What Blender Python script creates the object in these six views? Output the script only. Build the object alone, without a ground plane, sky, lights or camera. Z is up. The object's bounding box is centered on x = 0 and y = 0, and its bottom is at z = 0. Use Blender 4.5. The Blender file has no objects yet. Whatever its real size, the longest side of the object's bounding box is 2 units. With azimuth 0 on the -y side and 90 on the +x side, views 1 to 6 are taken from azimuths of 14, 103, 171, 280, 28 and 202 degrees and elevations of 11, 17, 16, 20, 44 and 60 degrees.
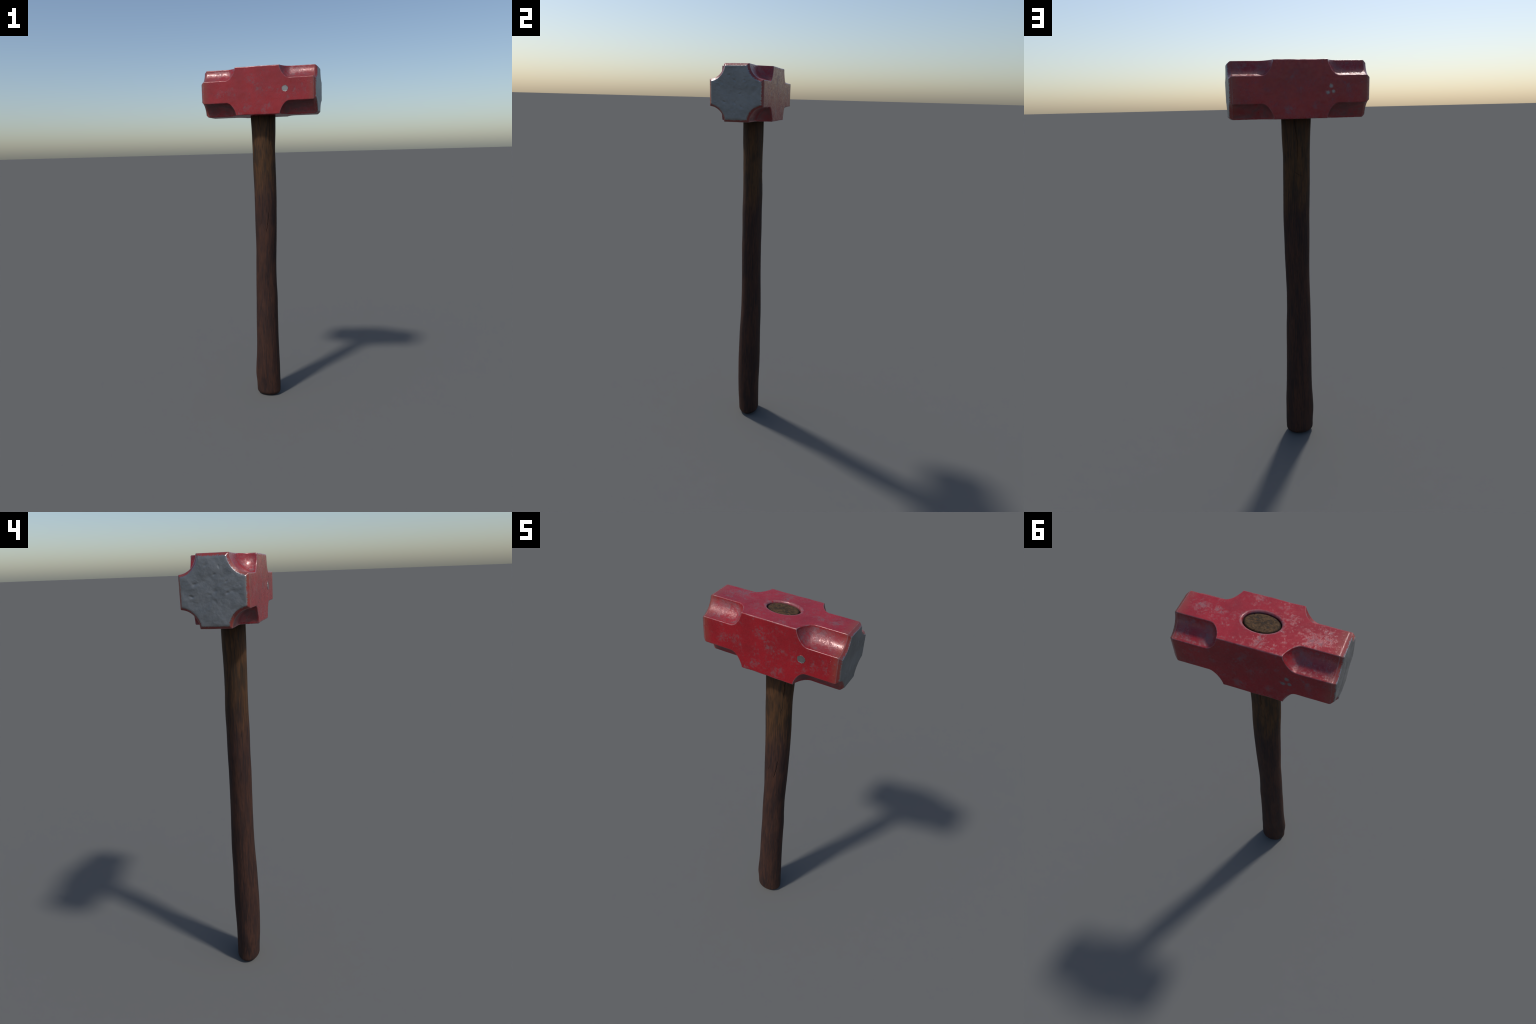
import bpy, math
import numpy as np

# ------------------------------------------------------------------ helpers
def smax(a, b, k):
    h = np.maximum(k - np.abs(a - b), 0.0) / k
    return np.maximum(a, b) + h * h * k * 0.25

def lattice_noise(p, seed=0):
    """Smooth value noise in [-1, 1] for an (n, 3) array of points."""
    i = np.floor(p).astype(np.int64)
    f = p - i
    f = f * f * (3 - 2 * f)
    out = np.zeros(len(p))
    for dx in (0, 1):
        for dy in (0, 1):
            for dz in (0, 1):
                h = ((i[:, 0] + dx) * 73856093) ^ ((i[:, 1] + dy) * 19349663) ^ ((i[:, 2] + dz) * 83492791) ^ (seed * 2654435761)
                h = (h ^ (h >> 13)) * 1274126177 & 0x7FFFFFFF
                h = (h ^ (h >> 16)) & 0xFFFF
                w = (f[:, 0] if dx else 1 - f[:, 0]) * (f[:, 1] if dy else 1 - f[:, 1]) * (f[:, 2] if dz else 1 - f[:, 2])
                out += w * (h / 32767.5 - 1)
    return out

def fractal(p, seed=0, octaves=4):
    return sum(lattice_noise(p * 2.03 ** o + 17.3 * o, seed + o) * 0.5 ** o for o in range(octaves))

def new_mesh_object(name, verts, faces, material, parent, smooth=True, location=(0, 0, 0)):
    me = bpy.data.meshes.new(name)
    me.from_pydata([tuple(v) for v in verts], [], faces)
    me.update()
    me.materials.append(material)
    me.polygons.foreach_set("use_smooth", [smooth] * len(me.polygons))
    ob = bpy.data.objects.new(name, me)
    bpy.context.scene.collection.objects.link(ob)
    ob.parent = parent
    ob.location = location
    return ob

# ------------------------------------------------------------------ node helpers
class Nodes:
    def __init__(self, name):
        self.mat = bpy.data.materials.new(name)
        self.mat.use_nodes = True
        self.t = self.mat.node_tree
        self.t.nodes.clear()
        self.out = self.t.nodes.new("ShaderNodeOutputMaterial")
        self.bsdf = self.t.nodes.new("ShaderNodeBsdfPrincipled")
        self.t.links.new(self.bsdf.outputs[0], self.out.inputs[0])
        self.obj = self.t.nodes.new("ShaderNodeTexCoord").outputs["Object"]

    def put(self, sock, val):
        if isinstance(val, bpy.types.NodeSocket):
            self.t.links.new(val, sock)
        elif val is not None:
            if sock.type == "RGBA" and len(val) == 3:
                val = (*val, 1)
            sock.default_value = val

    def math(self, op, a, b=None, c=None, clamp=False):
        n = self.t.nodes.new("ShaderNodeMath")
        n.operation = op
        n.use_clamp = clamp
        for s, v in zip(n.inputs, (a, b, c)):
            self.put(s, v)
        return n.outputs[0]

    def mapping(self, scale=(1, 1, 1), loc=(0, 0, 0), rot=(0, 0, 0), vec=None):
        n = self.t.nodes.new("ShaderNodeMapping")
        self.put(n.inputs["Vector"], vec or self.obj)
        n.inputs["Scale"].default_value = scale
        n.inputs["Location"].default_value = loc
        n.inputs["Rotation"].default_value = rot
        return n.outputs[0]

    def noise(self, scale, detail=4, rough=0.55, dist=0.0, vec=None):
        n = self.t.nodes.new("ShaderNodeTexNoise")
        self.put(n.inputs["Vector"], vec or self.obj)
        n.inputs["Scale"].default_value = scale
        n.inputs["Detail"].default_value = detail
        n.inputs["Roughness"].default_value = rough
        n.inputs["Distortion"].default_value = dist
        return n.outputs["Fac"]

    def voronoi(self, scale, vec=None, feature="F1", out="Distance"):
        n = self.t.nodes.new("ShaderNodeTexVoronoi")
        n.feature = feature
        self.put(n.inputs["Vector"], vec or self.obj)
        n.inputs["Scale"].default_value = scale
        return n.outputs[out]

    def step(self, val, lo, hi, to_lo=0.0, to_hi=1.0):
        n = self.t.nodes.new("ShaderNodeMapRange")
        n.interpolation_type = "SMOOTHSTEP"
        self.put(n.inputs[0], val)
        for i, v in zip((1, 2, 3, 4), (lo, hi, to_lo, to_hi)):
            n.inputs[i].default_value = v
        return n.outputs[0]

    def mix(self, fac, a, b, blend="MIX"):
        n = self.t.nodes.new("ShaderNodeMix")
        n.data_type = "RGBA"
        n.blend_type = blend
        self.put(n.inputs[0], fac)
        self.put(n.inputs[6], a)
        self.put(n.inputs[7], b)
        return n.outputs[2]

    def sep(self, vec=None):
        n = self.t.nodes.new("ShaderNodeSeparateXYZ")
        self.put(n.inputs[0], vec or self.obj)
        return n.outputs

    def blob(self, centre, radius, soft=1.0):
        n = self.t.nodes.new("ShaderNodeVectorMath")
        n.operation = "DISTANCE"
        self.put(n.inputs[0], self.obj)
        n.inputs[1].default_value = centre
        return self.step(n.outputs["Value"], radius * (1 - soft), radius, 1.0, 0.0)

    def bump(self, height, strength, distance, normal=None):
        n = self.t.nodes.new("ShaderNodeBump")
        n.inputs["Strength"].default_value = strength
        n.inputs["Distance"].default_value = distance
        self.put(n.inputs["Height"], height)
        if normal:
            self.put(n.inputs["Normal"], normal)
        return n.outputs[0]

    def pointiness(self):
        return self.t.nodes.new("ShaderNodeNewGeometry").outputs["Pointiness"]

    def set(self, **kw):
        for k, v in kw.items():
            self.put(self.bsdf.inputs[k.replace("_", " ")], v)

# ------------------------------------------------------------------ sizes (metres)
HEAD_Z = 1.8679          # height of the centre of the head
HALF = 0.1309            # half width and half height of the head
MID = 0.1265             # half length of the full-square middle
LEG = 0.0697             # size of a corner groove on either side
GROOVE_END = MID + 0.056
CHAMFER = 0.3155         # where the end chamfer starts
END = 0.3300             # half length of the head
SLOPE = 0.0120 / (END - CHAMFER)
EYE_A, EYE_B = 0.0755, 0.0505   # handle hole half axes
EYE_ROUND = 0.0085
SPOT = (0.1572, -HALF, 1.8722 - HEAD_Z)
CHIPS = ((-0.1428, 0.0132, 0.0105), (-0.1278, -0.0152, 0.0112), (-0.1545, -0.0110, 0.0092))

STEEL = (0.235, 0.238, 0.241)

# ------------------------------------------------------------------ materials
def scuff_mask(m, groove):
    """Soft ragged worn patches of the paint, thicker in some places."""
    fine = m.noise(82, 8, 0.74, 0.4)
    broad = m.noise(19, 4, 0.6, 0.4)
    v = m.math("ADD", m.math("MULTIPLY", fine, 0.66), m.math("MULTIPLY", broad, 0.34))
    extra = m.math("MULTIPLY", groove, 0.050)
    for c, r, s in SCUFFS:
        extra = m.math("ADD", extra, m.math("MULTIPLY", m.blob(c, r), s))
    return m.step(m.math("ADD", v, extra), 0.520, 0.690)

SCUFFS = []
for x, z, r, s in ((-0.035, 0.060, 0.055, 0.09), (0.005, 0.005, 0.05, 0.08), (-0.055, -0.085, 0.04, 0.10),
                   (0.065, -0.075, 0.03, 0.10), (0.225, -0.005, 0.05, 0.09), (-0.09, -0.115, 0.04, 0.07),
                   (-0.23, 0.00, 0.05, 0.06), (-0.16, 0.01, 0.03, 0.06), (0.03, -0.11, 0.03, 0.08)):
    SCUFFS.append(((x, -HALF, z), r, s))
    SCUFFS.append(((-x, HALF, z), r, s))
for x, y, r, s in ((0.245, -0.01, 0.05, 0.10), (0.17, 0.0, 0.045, 0.09), (0.13, -0.05, 0.02, 0.08), (-0.02, 0.095, 0.045, 0.08),
                   (-0.24, 0.01, 0.06, 0.10), (-0.19, 0.03, 0.04, 0.07), (-0.09, 0.02, 0.025, 0.06), (0.05, -0.10, 0.04, 0.06),
                   (-0.02, 0.065, 0.03, 0.05)):
    SCUFFS.append(((x, y, HALF), r, s))
for sx in (-1, 1):
    for sy in (-1, 1):
        for sz in (-1, 1):
            SCUFFS.append(((sx * 0.185, sy * 0.10, sz * 0.10), 0.055, 0.07))

def paint_material():
    m = Nodes("worn_red_paint")
    x, y, z = m.sep()
    ax, ay, az = (m.math("ABSOLUTE", v) for v in (x, y, z))
    # how far the surface lies under the outer planes: the scooped corners
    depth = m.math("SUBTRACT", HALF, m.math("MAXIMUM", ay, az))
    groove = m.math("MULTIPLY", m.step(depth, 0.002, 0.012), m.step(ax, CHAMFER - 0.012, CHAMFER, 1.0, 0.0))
    red = m.mix(m.step(m.noise(7, 3), 0.32, 0.68), (0.285, 0.0085, 0.0150), (0.225, 0.0080, 0.0130))
    # towards the ends the paint is browner and duller
    ends = m.math("MULTIPLY", m.step(ax, 0.270, 0.322), m.step(m.noise(24, 4, 0.6), 0.25, 0.7, 0.45, 1.0))
    red = m.mix(m.math("MULTIPLY", ends, 0.72), red, (0.205, 0.056, 0.038))
    scuff = scuff_mask(m, groove)
    red = m.mix(m.math("MULTIPLY", groove, m.step(m.noise(18, 4, 0.6, 0.6), 0.36, 0.62, 0.05, 0.42)), red, (0.190, 0.085, 0.090))
    col = m.mix(m.math("MULTIPLY", scuff, 0.60), red, (0.175, 0.122, 0.135))
    # darker mottling in the scoops on the underside
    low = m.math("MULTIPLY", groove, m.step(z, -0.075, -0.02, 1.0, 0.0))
    dark_scoops = m.math("MULTIPLY", low, m.step(m.noise(20, 5, 0.6, 0.5), 0.38, 0.58, 0.12, 0.62))
    col = m.mix(dark_scoops, col, (0.085, 0.040, 0.040))
    # rubbed edges, the line where the end chamfer starts, the rim of the eye
    ragged = m.step(m.noise(52, 5, 0.65), 0.36, 0.56, 0.15, 1.0)
    rub = m.step(m.pointiness(), 0.503, 0.528)
    line = m.step(m.math("ABSOLUTE", m.math("SUBTRACT", ax, CHAMFER)), 0.0008, 0.0024, 0.8, 0.0)
    ex = m.math("DIVIDE", x, EYE_A)
    ey = m.math("DIVIDE", y, EYE_B)
    rr = m.math("SQRT", m.math("ADD", m.math("MULTIPLY", ex, ex), m.math("MULTIPLY", ey, ey)))
    rr = m.math("ADD", rr, m.math("MULTIPLY", m.math("SUBTRACT", m.noise(55, 4, 0.6), 0.5), 0.12))
    rim = m.math("MULTIPLY", m.step(rr, 1.13, 1.20, 0.85, 0.0), m.step(az, 0.08, 0.10))
    rub = m.math("MULTIPLY", m.math("MAXIMUM", m.math("MAXIMUM", rub, line), rim), ragged)
    col = m.mix(m.math("MULTIPLY", rub, 0.55), col, (0.225, 0.145, 0.155))
    # tiny pale specks
    vor = m.t.nodes.new("ShaderNodeTexVoronoi")
    m.put(vor.inputs["Vector"], m.obj)
    vor.inputs["Scale"].default_value = 42
    pick = m.sep(vor.outputs["Color"])[0]
    speck = m.math("MULTIPLY", m.step(vor.outputs["Distance"], 0.035, 0.075, 1.0, 0.0), m.step(pick, 0.62, 0.66))
    col = m.mix(m.math("MULTIPLY", speck, 0.6), col, (0.40, 0.24, 0.25))
    # chips on the back that show blue-grey steel
    chips = None
    wob = m.math("MULTIPLY", m.math("SUBTRACT", m.noise(90, 4, 0.65), 0.5), 0.015)
    for cx, cz, r in CHIPS:
        n = m.t.nodes.new("ShaderNodeVectorMath")
        n.operation = "DISTANCE"
        m.put(n.inputs[0], m.obj)
        n.inputs[1].default_value = (cx, HALF, cz)
        b = m.step(m.math("ADD", n.outputs["Value"], wob), r - 0.006, r + 0.0015, 1.0, 0.0)
        chips = b if chips is None else m.math("MAXIMUM", chips, b)
    # bare steel creeping over the chamfer at both ends, ragged edge
    rag = m.math("MULTIPLY", m.math("SUBTRACT", m.noise(210, 3, 0.7), 0.5), 0.030)
    bare = m.step(m.math("ADD", ax, rag), END - 0.0036, END - 0.0024)
    glint = m.math("MULTIPLY", bare, m.step(ax, END - 0.0008, END - 0.004, 1.0, 0.0))  # edge glint painted in as a paler steel colour
    steel = m.math("MAXIMUM", m.math("MULTIPLY", chips, 0.9), bare)
    col = m.mix(steel, col, m.mix(glint, STEEL, (0.30, 0.295, 0.29)))
    rough = m.math("ADD", m.math("MULTIPLY", scuff, 0.10), m.step(m.noise(60, 4), 0.3, 0.7, 0.235, 0.315))
    rough = m.math("ADD", rough, m.math("MULTIPLY", ends, 0.06))
    rough = m.math("SUBTRACT", rough, m.math("MULTIPLY", rub, 0.06))
    rough = m.math("ADD", rough, m.math("MULTIPLY", dark_scoops, 0.25))
    # fine relief
    h = m.math("ADD", m.math("MULTIPLY", scuff, -0.7), m.math("MULTIPLY", m.noise(170, 4, 0.6), m.step(m.math("MAXIMUM", groove, scuff), 0, 1, 0.02, 0.36)))
    n1 = m.bump(h, 0.38, 0.0018)
    n2 = m.bump(m.noise(30, 3, 0.5), 0.22, 0.004, n1)
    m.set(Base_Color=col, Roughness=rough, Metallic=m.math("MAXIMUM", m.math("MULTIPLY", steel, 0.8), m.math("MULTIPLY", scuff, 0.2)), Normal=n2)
    m.set(Specular_IOR_Level=0.68, Specular_Tint=(1.0, 0.76, 0.77))
    return m.mat

def steel_material():
    m = Nodes("dull_forged_steel")
    v = m.noise(16, 5, 0.6, 0.4)
    col = m.mix(m.step(v, 0.3, 0.7), (0.215, 0.216, 0.217), (0.285, 0.286, 0.286))
    scratch = m.noise(40, 4, 0.6, 0.3, vec=m.mapping(scale=(1, 0.7, 1.3), rot=(0.6, 0, 0)))
    col = m.mix(m.step(scratch, 0.58, 0.75, 0, 0.35), col, (0.29, 0.29, 0.30))
    h = m.math("ADD", m.math("MULTIPLY", scratch, 0.6), m.math("MULTIPLY", m.noise(110, 4, 0.6), 0.4))
    m.set(Base_Color=col, Roughness=m.step(v, 0.3, 0.7, 0.46, 0.58), Metallic=0.85, Normal=m.bump(h, 0.6, 0.0022), Specular_IOR_Level=0.4)
    return m.mat

def spot_material():
    m = Nodes("bare_metal_grey")
    col = m.mix(m.step(m.noise(60, 4), 0.35, 0.65), (0.32, 0.305, 0.295), (0.26, 0.25, 0.24))
    m.set(Base_Color=col, Roughness=0.45, Metallic=0.95, Normal=m.bump(m.noise(120, 3), 0.2, 0.001))
    return m.mat

def wood_material():
    m = Nodes("dark_stained_wood")
    x, y, z = m.sep()
    grain = m.noise(1.0, 5, 0.62, 0.25, vec=m.mapping(scale=(190, 190, 10)))
    fibre = m.noise(1.0, 4, 0.6, 0.1, vec=m.mapping(scale=(430, 430, 20)))
    patch = m.noise(1.0, 4, 0.55, 0.3, vec=m.mapping(scale=(26, 26, 5), loc=(3, 1, 2)))
    up = m.step(m.math("ADD", z, m.math("MULTIPLY", m.math("SUBTRACT", patch, 0.5), 0.35)), 1.18, 1.48)
    dark = m.mix(up, (0.0255, 0.0140, 0.0128), (0.0310, 0.0185, 0.0105))
    warm = m.mix(up, (0.0660, 0.0275, 0.0170), (0.0960, 0.0425, 0.0155))
    tone = m.math("ADD", m.math("MULTIPLY", grain, 0.6), m.math("MULTIPLY", patch, 0.4))
    col = m.mix(m.step(tone, 0.38, 0.62), dark, warm)
    col = m.mix(m.step(fibre, 0.53, 0.66, 0, 0.65), col, (0.010, 0.007, 0.006))
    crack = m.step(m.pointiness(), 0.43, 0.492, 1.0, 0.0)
    col = m.mix(m.math("MULTIPLY", crack, 0.85), col, (0.006, 0.005, 0.005))  # hollows tinted near black to deepen the shade inside the splits
    # darker tone where the handle meets the head
    dark_top = m.math("MULTIPLY", m.step(z, 1.60, 1.76), 0.45)
    col = m.mix(dark_top, col, (0.010, 0.007, 0.005))
    h = m.math("ADD", m.math("MULTIPLY", grain, 0.55), m.math("MULTIPLY", fibre, 0.45))
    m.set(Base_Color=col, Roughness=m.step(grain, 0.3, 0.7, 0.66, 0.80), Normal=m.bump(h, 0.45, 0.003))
    m.set(Specular_IOR_Level=0.22)
    return m.mat

def end_grain_material():
    m = Nodes("wood_end_grain")
    x, y, z = m.sep()
    a = m.noise(60, 5, 0.65, 1.2)
    b = m.noise(1.0, 4, 0.6, 0.6, vec=m.mapping(scale=(55, 120, 40), rot=(0, 0, 0.5)))
    col = m.mix(m.step(a, 0.35, 0.65), (0.036, 0.021, 0.011), (0.092, 0.052, 0.024))
    col = m.mix(m.step(b, 0.55, 0.72, 0, 0.75), col, (0.125, 0.055, 0.016))
    c = m.noise(1.0, 3, 0.6, 0.5, vec=m.mapping(scale=(40, 95, 30), rot=(0, 0, -0.35), loc=(2, 5, 1)))
    col = m.mix(m.step(c, 0.36, 0.44, 0.75, 0.0), col, (0.022, 0.018, 0.015))
    # occlusion shadow of the eye baked into the rounded border colour
    ex = m.math("DIVIDE", x, EYE_A - 0.002)
    ey = m.math("DIVIDE", y, EYE_B - 0.002)
    rr = m.math("SQRT", m.math("ADD", m.math("MULTIPLY", ex, ex), m.math("MULTIPLY", ey, ey)))
    col = m.mix(m.step(rr, 0.84, 0.98, 0, 0.93), col, (0.010, 0.007, 0.005))
    h = m.math("ADD", a, m.math("MULTIPLY", c, 0.8))
    m.set(Base_Color=col, Roughness=0.72, Normal=m.bump(h, 0.5, 0.003), Specular_IOR_Level=0.15)
    return m.mat

# ------------------------------------------------------------------ head
def groove_leg(ax):
    u = np.clip((GROOVE_END - ax) / (GROOVE_END - MID), 0, 1)
    h = 0.5 * u * u + 0.5 * (1 - np.sqrt(np.maximum(1 - u * u, 0)))
    return LEG * (1 - h)

def head_field(x, y, z):
    """Negative inside the head body (local coordinates)."""
    ax, ay, az = np.abs(x), np.abs(y), np.abs(z)
    p = np.stack([x, y, z], -1).reshape(-1, 3)
    wear = (0.5 + 0.5 * lattice_noise(p * 38, 5)).reshape(x.shape)
    k = 0.0038 + 0.0036 * wear
    f = smax(ay - HALF, az - HALF, k)
    leg = groove_leg(ax)
    q = 0.036 * leg
    r = 1.036 * leg
    cut = r - np.hypot(ay - HALF - q, az - HALF - q) - np.maximum(MID - ax, 0) * 3.0
    f = smax(f, cut, 0.0042)
    f = smax(f, (f + SLOPE * (ax - CHAMFER)) / math.hypot(1, SLOPE), 0.0030)
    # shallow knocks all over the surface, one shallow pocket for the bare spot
    f = f + 0.0004 * fractal(p * 16, 11, 3).reshape(x.shape)
    return f

def spread(parts):
    out = []
    for a, b, n in parts:
        out += list(np.linspace(a, b, n, endpoint=False))
    return out + [parts[-1][1]]

def build_head(paint, steel, spot_mat, parent):
    half = spread([(0, MID - 0.012, 44), (MID - 0.012, GROOVE_END + 0.004, 60),
                   (GROOVE_END + 0.004, CHAMFER - 0.006, 48), (CHAMFER - 0.006, END, 22)])
    xs = np.array([-v for v in half[:0:-1]] + half)
    d = math.radians
    q = spread([(-45, -25 - 3, 48), (-28, -22, 20), (-22, 22, 52), (22, 28, 20), (28, 45, 48)])[:-1]
    ang = np.radians(np.concatenate([np.array(q) + s for s in (0, 90, 180, 270)]))
    X, A = np.meshgrid(xs, ang, indexing="ij")
    ca, sa = np.cos(A), np.sin(A)
    lo = np.full(X.shape, 0.06)
    hi = np.full(X.shape, 0.21)
    for _ in range(34):
        mid = (lo + hi) / 2
        inside = head_field(X, mid * ca, mid * sa) < 0
        lo = np.where(inside, mid, lo)
        hi = np.where(inside, hi, mid)
    R = (lo + hi) / 2
    Y, Z = R * ca, R * sa
    nx, na = X.shape
    nq = na // 4
    V = np.stack([X, Y, Z], -1).reshape(-1, 3)
    verts = [V]
    count = len(V)
    idx = lambda i, j: i * na + (j % na)

    # flat windows on the top and the underside that carry the eye of the head
    i0 = int(np.argmin(np.abs(xs + 0.104)))
    i1 = int(np.argmin(np.abs(xs - 0.104)))
    windows = []
    for centre in (nq + nq // 2, 3 * nq + nq // 2):
        span = 0
        ys = lambda s: abs(V[idx(nx // 2, centre + s)][1])
        while ys(span) < 0.078:
            span += 1
        windows.append((centre - span, centre + span))
    faces = []
    for i in range(nx - 1):
        for j in range(na):
            if i0 <= i < i1 and any(a <= j < b for a, b in windows):
                continue
            faces.append((idx(i, j), idx(i + 1, j), idx(i + 1, j + 1), idx(i, j + 1)))
    tube_ends = []
    for w, (a, b) in enumerate(windows):
        loop = [idx(i, a) for i in range(i0, i1)] + [idx(i1, j) for j in range(a, b)]
        loop += [idx(i, b) for i in range(i1, i0, -1)] + [idx(i0, j) for j in range(b, a, -1)]
        P = V[loop]
        up = 1 if w == 0 else -1
        th = np.arctan2(P[:, 1] / (EYE_B + EYE_ROUND), P[:, 0] / (EYE_A + EYE_ROUND))
        z_top = up * HALF
        rings = []
        rim = np.stack([(EYE_A + EYE_ROUND) * np.cos(th), (EYE_B + EYE_ROUND) * np.sin(th), np.full(len(th), z_top)], -1)
        for t in (0.3, 0.6, 0.85, 1.0):
            ring = P * (1 - t) + rim * t
            ring[:, 2] = P[:, 2] * (1 - t) + t * (z_top + 0.0003 * lattice_noise(rim * 60, 3))
            rings.append(ring)
        for t in np.linspace(0.12, 1, 9):
            s, c = math.sin(t * math.pi / 2), math.cos(t * math.pi / 2)
            off = EYE_ROUND * (1 - s)
            rings.append(np.stack([(EYE_A + off) * np.cos(th), (EYE_B + off) * np.sin(th),
                                   np.full(len(th), z_top - up * EYE_ROUND * (1 - c))], -1))
        for depth in (0.02, 0.045):
            rings.append(np.stack([EYE_A * np.cos(th), (EYE_B + (0 if w == 0 else 0.003)) * np.sin(th),
                                   np.full(len(th), z_top - up * depth)], -1))
        prev = loop
        n = len(loop)
        for ring in rings:
            cur = list(range(count, count + n))
            verts.append(ring)
            count += n
            for k in range(n):
                faces.append((prev[k], prev[(k + 1) % n], cur[(k + 1) % n], cur[k]))
            prev = cur
        tube_ends.append(prev)
    body = new_mesh_object("painted_head_body", np.concatenate(verts), faces, paint, parent, location=(0, 0, HEAD_Z))
    fix_normals(body)

    # striking faces: dented steel
    dents = {1: ((-0.034, 0.078, 0.009, 0.0020), (-0.006, 0.055, 0.010, 0.0026), (0.041, 0.056, 0.008, 0.0024),
                 (0.020, -0.004, 0.010, 0.0024), (-0.058, -0.040, 0.009, 0.0030), (-0.006, -0.046, 0.014, 0.0018),
                 (0.024, -0.060, 0.010, 0.0026), (-0.006, -0.088, 0.008, 0.0014), (-0.070, 0.047, 0.016, 0.0014)),
             -1: ((0.026, 0.089, 0.010, 0.0022), (-0.006, 0.058, 0.009, 0.0026), (0.068, 0.026, 0.013, 0.0032),
                  (0.080, -0.016, 0.010, 0.0036), (-0.052, -0.005, 0.010, 0.0030), (-0.050, 0.034, 0.009, 0.0022),
                  (-0.005, 0.000, 0.014, 0.0020), (0.014, -0.010, 0.010, 0.0018), (-0.068, 0.000, 0.018, 0.0016),
                  (-0.002, -0.030, 0.016, 0.0016), (-0.100, 0.020, 0.007, 0.0016), (-0.025, 0.083, 0.006, 0.0020))}
    for side in (1, -1):
        edge = V[[idx(nx - 1 if side > 0 else 0, j) for j in range(na)]]
        rings = [edge]
        for t in np.linspace(0, 1, 48)[1:-1]:
            rings.append(edge * (1 - t))
        vs = np.concatenate(rings + [np.zeros((1, 3))])
        t = np.concatenate([np.full(na, r) for r in np.linspace(0, 1, 48)[:-1]] + [np.ones(1)])
        fade = np.clip(t * 12, 0, 1)
        p = vs.copy()
        p[:, 0] = side * 3
        lift = 0.0010 * fractal(p * 26, 31, 5) 
        for dy, dz, r, depth in dents[side]:
            wob = 1 + 0.45 * lattice_noise(p * 90, 21)
            # dents are struck at a slant: longer one way than the other
            turn = 0.9 + 5.1 * math.sin(dy * 310 + dz * 170)
            c, s = math.cos(turn), math.sin(turn)
            u = (p[:, 1] - dy) * c + (p[:, 2] - dz) * s
            v = (p[:, 2] - dz) * c - (p[:, 1] - dy) * s
            g = np.exp(-((u / (0.66 * r)) ** 2 + (v / (0.42 * r)) ** 2) * wob)
            lift -= 0.6 * depth * g
        vs[:, 0] = side * (END + lift * fade + 0.0006 * np.clip(t * 25, 0, 1))
        fs = []
        for r in range(46):
            for j in range(na):
                a0, a1 = r * na + j, r * na + (j + 1) % na
                b0, b1 = a0 + na, a1 + na
                fs.append((a0, a1, b1, b0) if side > 0 else (a0, b0, b1, a1))
        last = 46 * na
        tip = 47 * na
        for j in range(na):
            f = (last + j, last + (j + 1) % na, tip)
            fs.append(f if side > 0 else f[::-1])
        new_mesh_object("striking_face", vs, fs, steel, body)

    # small round bare spot on the front, slightly raised ragged disc
    n, rings = 72, 5
    vs = []
    for r in range(rings + 1):
        for k in range(n):
            a = 2 * math.pi * k / n
            rag = 1 + 0.035 * math.sin(5 * a + 1) + 0.03 * math.sin(9 * a + 2) + 0.025 * math.sin(14 * a)
            rad = (0.0187 * rag, 0.0187 * rag - 0.0006, 0.0187 * rag - 0.0010, 0.0187 * rag - 0.0022, 0.007, 0.002)[r]
            y = -HALF - (-0.002, 0.0003, 0.0009, 0.00035, 0.00035, 0.00035)[r]
            vs.append((SPOT[0] + rad * math.cos(a), y, SPOT[2] + rad * 0.92 * math.sin(a)))
    fs = [(r * n + k, r * n + (k + 1) % n, (r + 1) * n + (k + 1) % n, (r + 1) * n + k) for r in range(rings) for k in range(n)]
    fs.append(tuple(range(rings * n, rings * n + n)))
    new_mesh_object("bare_metal_spot", vs, fs, spot_mat, body, smooth=False)
    return body

def fix_normals(ob):
    import bmesh
    bm = bmesh.new()
    bm.from_mesh(ob.data)
    bmesh.ops.recalc_face_normals(bm, faces=bm.faces)
    bm.to_mesh(ob.data)
    bm.free()

# ------------------------------------------------------------------ handle
# height: centre x, centre y, half width x, half width y
SPINE = (
    (0.000, 0.0008, 0.0005, 0.0745, 0.0570), (0.070, 0.0006, -0.0012, 0.0762, 0.0577), (0.140, -0.0019, -0.0041, 0.0777, 0.0593),
    (0.200, -0.0008, -0.0045, 0.0760, 0.0606), (0.270, 0.0000, -0.0033, 0.0722, 0.0622), (0.350, 0.0002, -0.0027, 0.0698, 0.0628),
    (0.450, -0.0002, -0.0015, 0.0684, 0.0614), (0.550, -0.0001, 0.0001, 0.0671, 0.0591), (0.650, 0.0001, 0.0032, 0.0663, 0.0571),
    (0.750, -0.0012, 0.0029, 0.0637, 0.0550), (0.850, 0.0000, 0.0022, 0.0624, 0.0533), (0.950, 0.0028, 0.0020, 0.0628, 0.0529),
    (1.050, 0.0035, 0.0017, 0.0647, 0.0527), (1.150, 0.0037, 0.0027, 0.0662, 0.0521), (1.250, 0.0046, 0.0021, 0.0670, 0.0522),
    (1.350, 0.0032, 0.0037, 0.0677, 0.0518), (1.450, 0.0015, 0.0014, 0.0681, 0.0500), (1.550, 0.0006, 0.0006, 0.0676, 0.0506),
    (1.650, 0.0014, 0.0011, 0.0708, 0.0524), (1.740, 0.0000, 0.0005, 0.0738, 0.0523), (1.860, 0.0, 0.0, 0.0735, 0.0500), (1.990, 0.0, 0.0, 0.0732, 0.0485))

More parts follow.
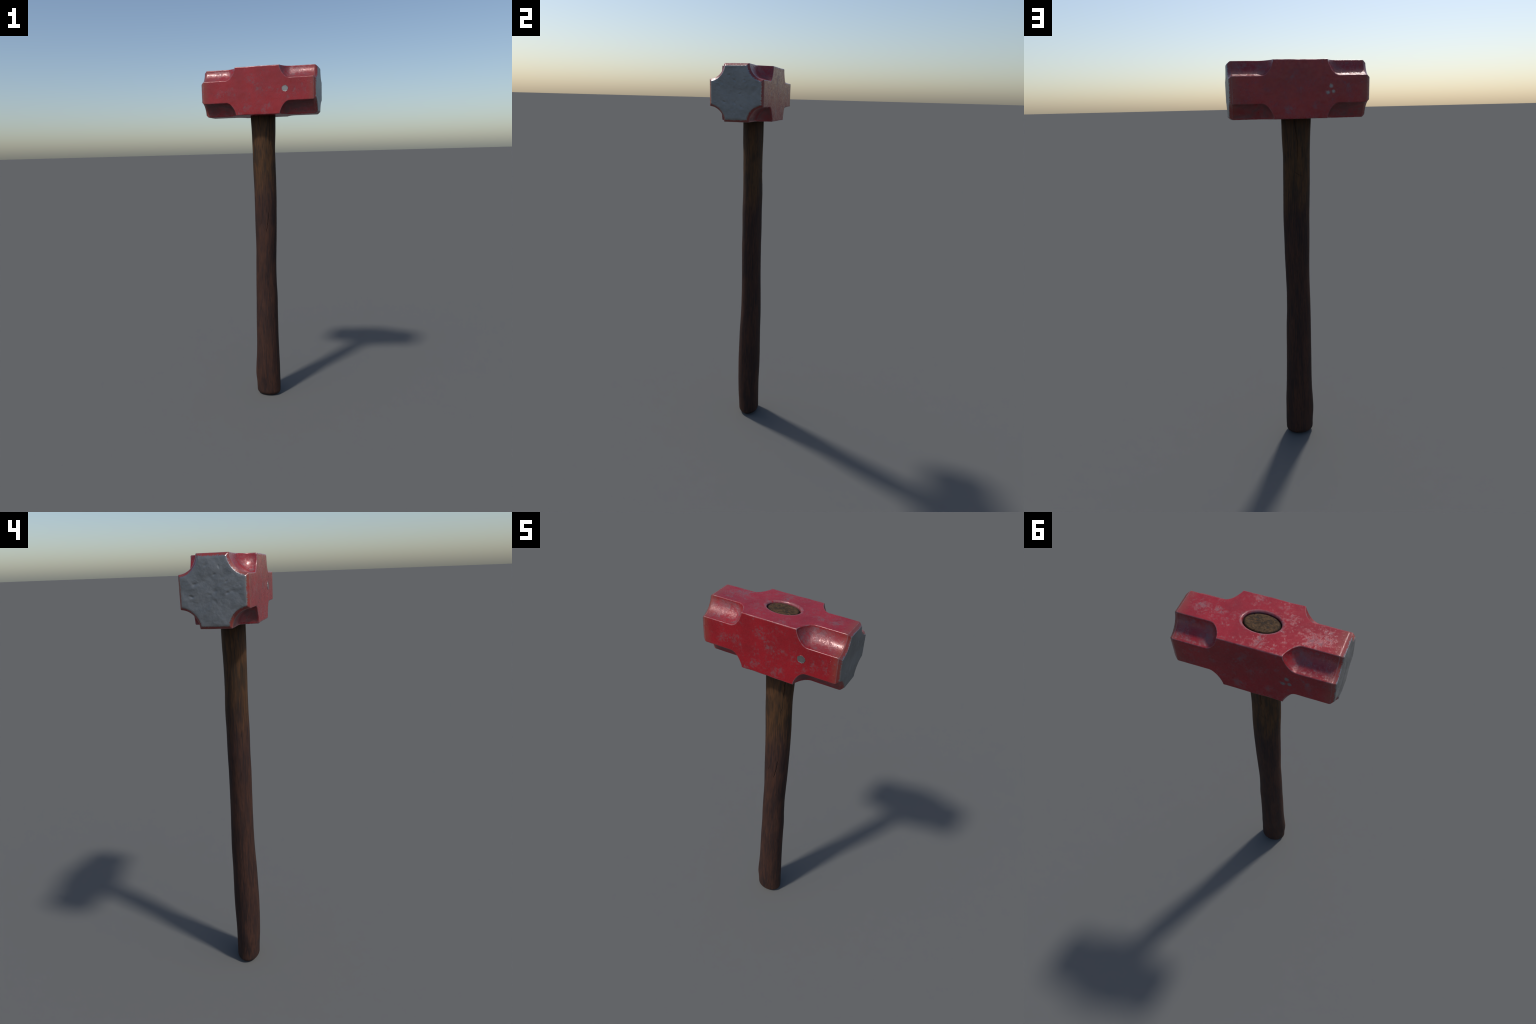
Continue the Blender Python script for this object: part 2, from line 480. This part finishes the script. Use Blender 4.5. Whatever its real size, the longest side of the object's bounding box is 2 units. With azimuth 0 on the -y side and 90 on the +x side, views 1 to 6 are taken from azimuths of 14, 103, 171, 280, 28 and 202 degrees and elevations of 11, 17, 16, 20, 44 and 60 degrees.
def spline(z):
    K = np.array(SPINE)
    h, Y = K[:, 0], K[:, 1:]
    dl = np.diff(Y, axis=0) / np.diff(h)[:, None]
    m = np.zeros_like(Y)
    m[0], m[-1] = dl[0], dl[-1]
    m[1:-1] = (dl[1:] + dl[:-1]) / 2
    i = np.clip(np.searchsorted(h, z) - 1, 0, len(h) - 2)
    w = (h[i + 1] - h[i])[:, None]
    t = ((z - h[i])[:, None]) / w
    return ((2 * t**3 - 3 * t**2 + 1) * Y[i] + (t**3 - 2 * t**2 + t) * w * m[i]
            + (3 * t**2 - 2 * t**3) * Y[i + 1] + (t**3 - t**2) * w * m[i + 1])

# splits in the wood: (half width, depth, ((angle, height), ...))
CRACKS = (
    (0.0022, 0.0030, ((-104, 1.765), (-101, 1.70), (-96, 1.634))),
    (0.0036, 0.0050, ((-48, 1.765), (-49, 1.66), (-50, 1.61), (-46, 1.565))),
    (0.0018, 0.0026, ((-53.7, 1.535), (-57, 1.50), (-60, 1.46))),
    (0.0018, 0.0024, ((-62, 1.44), (-67.5, 1.39))),
    (0.0024, 0.0036, ((-62, 1.19), (-67.6, 1.113), (-81, 1.045))),
    (0.0018, 0.0026, ((-101, 1.155), (-110, 1.075))),
    (0.0016, 0.0020, ((-75, 0.83), (-76, 0.755))),
    (0.0030, 0.0042, ((77, 1.765), (80, 1.69), (86, 1.634), (88, 1.585), (86, 1.53))),
    (0.0020, 0.0030, ((62, 1.486), (77, 1.479), (94, 1.466), (114, 1.459))),
    (0.0018, 0.0022, ((92.6, 1.175), (93.2, 1.115))),
    (0.0018, 0.0024, ((-176, 0.65), (-174, 0.597))),
    (0.0018, 0.0024, ((-148, 1.285), (-150, 1.225))),
    (0.0018, 0.0024, ((-159, 1.08), (-167, 1.03))),
    (0.0016, 0.0020, ((-174, 1.455), (-177, 1.41))),
    (0.0016, 0.0022, ((40, 1.60), (43, 1.54))), (0.0016, 0.0020, ((15, 1.30), (12, 1.24))),
    (0.0016, 0.0022, ((100, 0.62), (97, 0.55))), (0.0016, 0.0022, ((75, 0.75), (77, 0.68))),
)

def build_handle(wood, end_grain, parent):
    na = 420
    zs = np.array(spread([(0.028, 1.03, 300), (1.03, 1.76, 380), (1.76, 1.984, 20)]))
    ang = np.linspace(-math.pi, math.pi, na, endpoint=False)
    S = spline(zs)
    Zg, A = np.meshgrid(zs, ang, indexing="ij")
    rx, ry = S[:, 2:3], S[:, 3:4]
    dirs = np.stack([np.cos(A), np.sin(A)], -1)
    p = np.stack([rx * np.cos(A), ry * np.sin(A), Zg * 0.25], -1).reshape(-1, 3)
    relief = 0.00045 * fractal(p * np.array([22, 22, 30]), 41, 3) + 0.00022 * lattice_noise(p * np.array([150, 150, 60]), 44)
    relief = relief.reshape(A.shape)
    wobble = (0.0016 * lattice_noise(np.stack([Zg.ravel() * 60, Zg.ravel() * 0 + 3, Zg.ravel() * 0], -1), 50)).reshape(A.shape)
    for width, depth, path in CRACKS:
        hs = [q[1] for q in path]
        across = abs(path[-1][0] - path[0][0]) > 40
        if across:   # a split that runs around the handle
            a = np.array([q[0] for q in path])
            deg = np.degrees(A)
            target = np.interp(deg, a, hs)
            dist = Zg - target
            span = np.clip(np.minimum(deg - a[0], a[-1] - deg) / 12, 0, 1)
        else:
            h = np.array(hs[::-1])
            a = np.radians(np.array([q[0] for q in path][::-1]))
            target = np.interp(Zg, h, a)
            dist = ((A - target + math.pi) % (2 * math.pi) - math.pi) * 0.060 + wobble
            span = np.clip(np.minimum(Zg - h[0], (h[-1] if h[-1] < 1.76 else 3) - Zg) / 0.03, 0, 1)
        relief -= depth * span * np.maximum(0, 1 - np.abs(dist) / (1.45 * width * (0.35 + 0.65 * span))) ** 1.3
    rows = [np.stack([S[:, 0:1] + (rx + relief) * dirs[..., 0], S[:, 1:2] + (ry + relief) * dirs[..., 1], Zg], -1)]
    grid = rows[0]
    # rounded butt
    foot = []
    base = spline(np.array([0.0]))[0]
    for t in np.linspace(0, 1, 14)[:-1]:
        s = math.sin(t * math.pi / 2)
        c = 1 - math.cos(t * math.pi / 2)
        inset = 0.027 * (1 - s)
        z = 0.0 + 0.028 * c + 0.0
        foot.append(np.stack([base[0] + (base[2] - inset) * np.cos(ang) , base[1] + (base[3] - inset) * np.sin(ang), np.full(na, z)], -1))
    foot = np.array(foot)
    # blend the butt into the first ring of the shaft
    shift = grid[0] - np.stack([base[0] + base[2] * np.cos(ang), base[1] + base[3] * np.sin(ang), np.full(na, 0.028)], -1)
    for k in range(len(foot)):
        foot[k] += shift * (k / len(foot)) * np.array([1, 1, 0])
    allr = np.concatenate([foot, grid])
    nr = len(allr)
    vs = allr.reshape(-1, 3)
    fs = [(r * na + k, r * na + (k + 1) % na, (r + 1) * na + (k + 1) % na, (r + 1) * na + k) for r in range(nr - 1) for k in range(na)]
    inner = len(vs)
    small = np.stack([base[0] + (base[2] - 0.027) * 0.5 * np.cos(ang), base[1] + (base[3] - 0.027) * 0.5 * np.sin(ang), np.zeros(na)], -1)
    vs = np.concatenate([vs, small, [[base[0], base[1], 0.0]]])
    fs += [(k, inner + k, inner + (k + 1) % na, (k + 1) % na) for k in range(na)]
    fs += [(inner + k, inner + na, inner + (k + 1) % na) for k in range(na)]
    shaft = new_mesh_object("handle", vs, fs, wood, parent)

    # sawn, softened top of the handle showing in the eye
    nk = 26
    top = grid[-1]
    cx = np.array([0.0, 0.0])
    vs, levels = [top], 1
    for t in np.linspace(0, 1, 8)[1:]:
        s, c = math.sin(t * math.pi / 2), math.cos(t * math.pi / 2)
        ring = top.copy()
        r = np.hypot(top[:, 0], top[:, 1])
        ring[:, :2] *= ((r - 0.0100 * (1 - c)) / r)[:, None]
        ring[:, 2] = 1.984 + 0.0100 * s
        vs.append(ring)
        levels += 1
    rim = vs[-1]
    for t in np.linspace(0, 1, nk)[1:-1]:
        ring = rim.copy()
        ring[:, :2] *= 1 - t
        p = ring * np.array([95, 150, 1])
        ring[:, 2] += min(1, t * 8) * (0.0007 * fractal(p * 0.8, 61, 3) + 0.0012 * t * (1 - 0.5 * t))
        vs.append(ring)
        levels += 1
    vs = np.concatenate(vs + [[[0, 0, 1.9946]]])
    fs = [(r * na + k, r * na + (k + 1) % na, (r + 1) * na + (k + 1) % na, (r + 1) * na + k) for r in range(levels - 1) for k in range(na)]
    fs += [((levels - 1) * na + k, (levels - 1) * na + (k + 1) % na, levels * na) for k in range(na)]
    new_mesh_object("end_grain", vs, fs, end_grain, shaft)
    return shaft

# ------------------------------------------------------------------ assemble
hammer = bpy.data.objects.new("sledgehammer", None)
bpy.context.scene.collection.objects.link(hammer)
hammer["label"] = "heavy sledgehammer with worn red head and dark wooden handle"
hammer["category"] = "sledgehammer"

build_head(paint_material(), steel_material(), spot_material(), hammer)
build_handle(wood_material(), end_grain_material(), hammer)
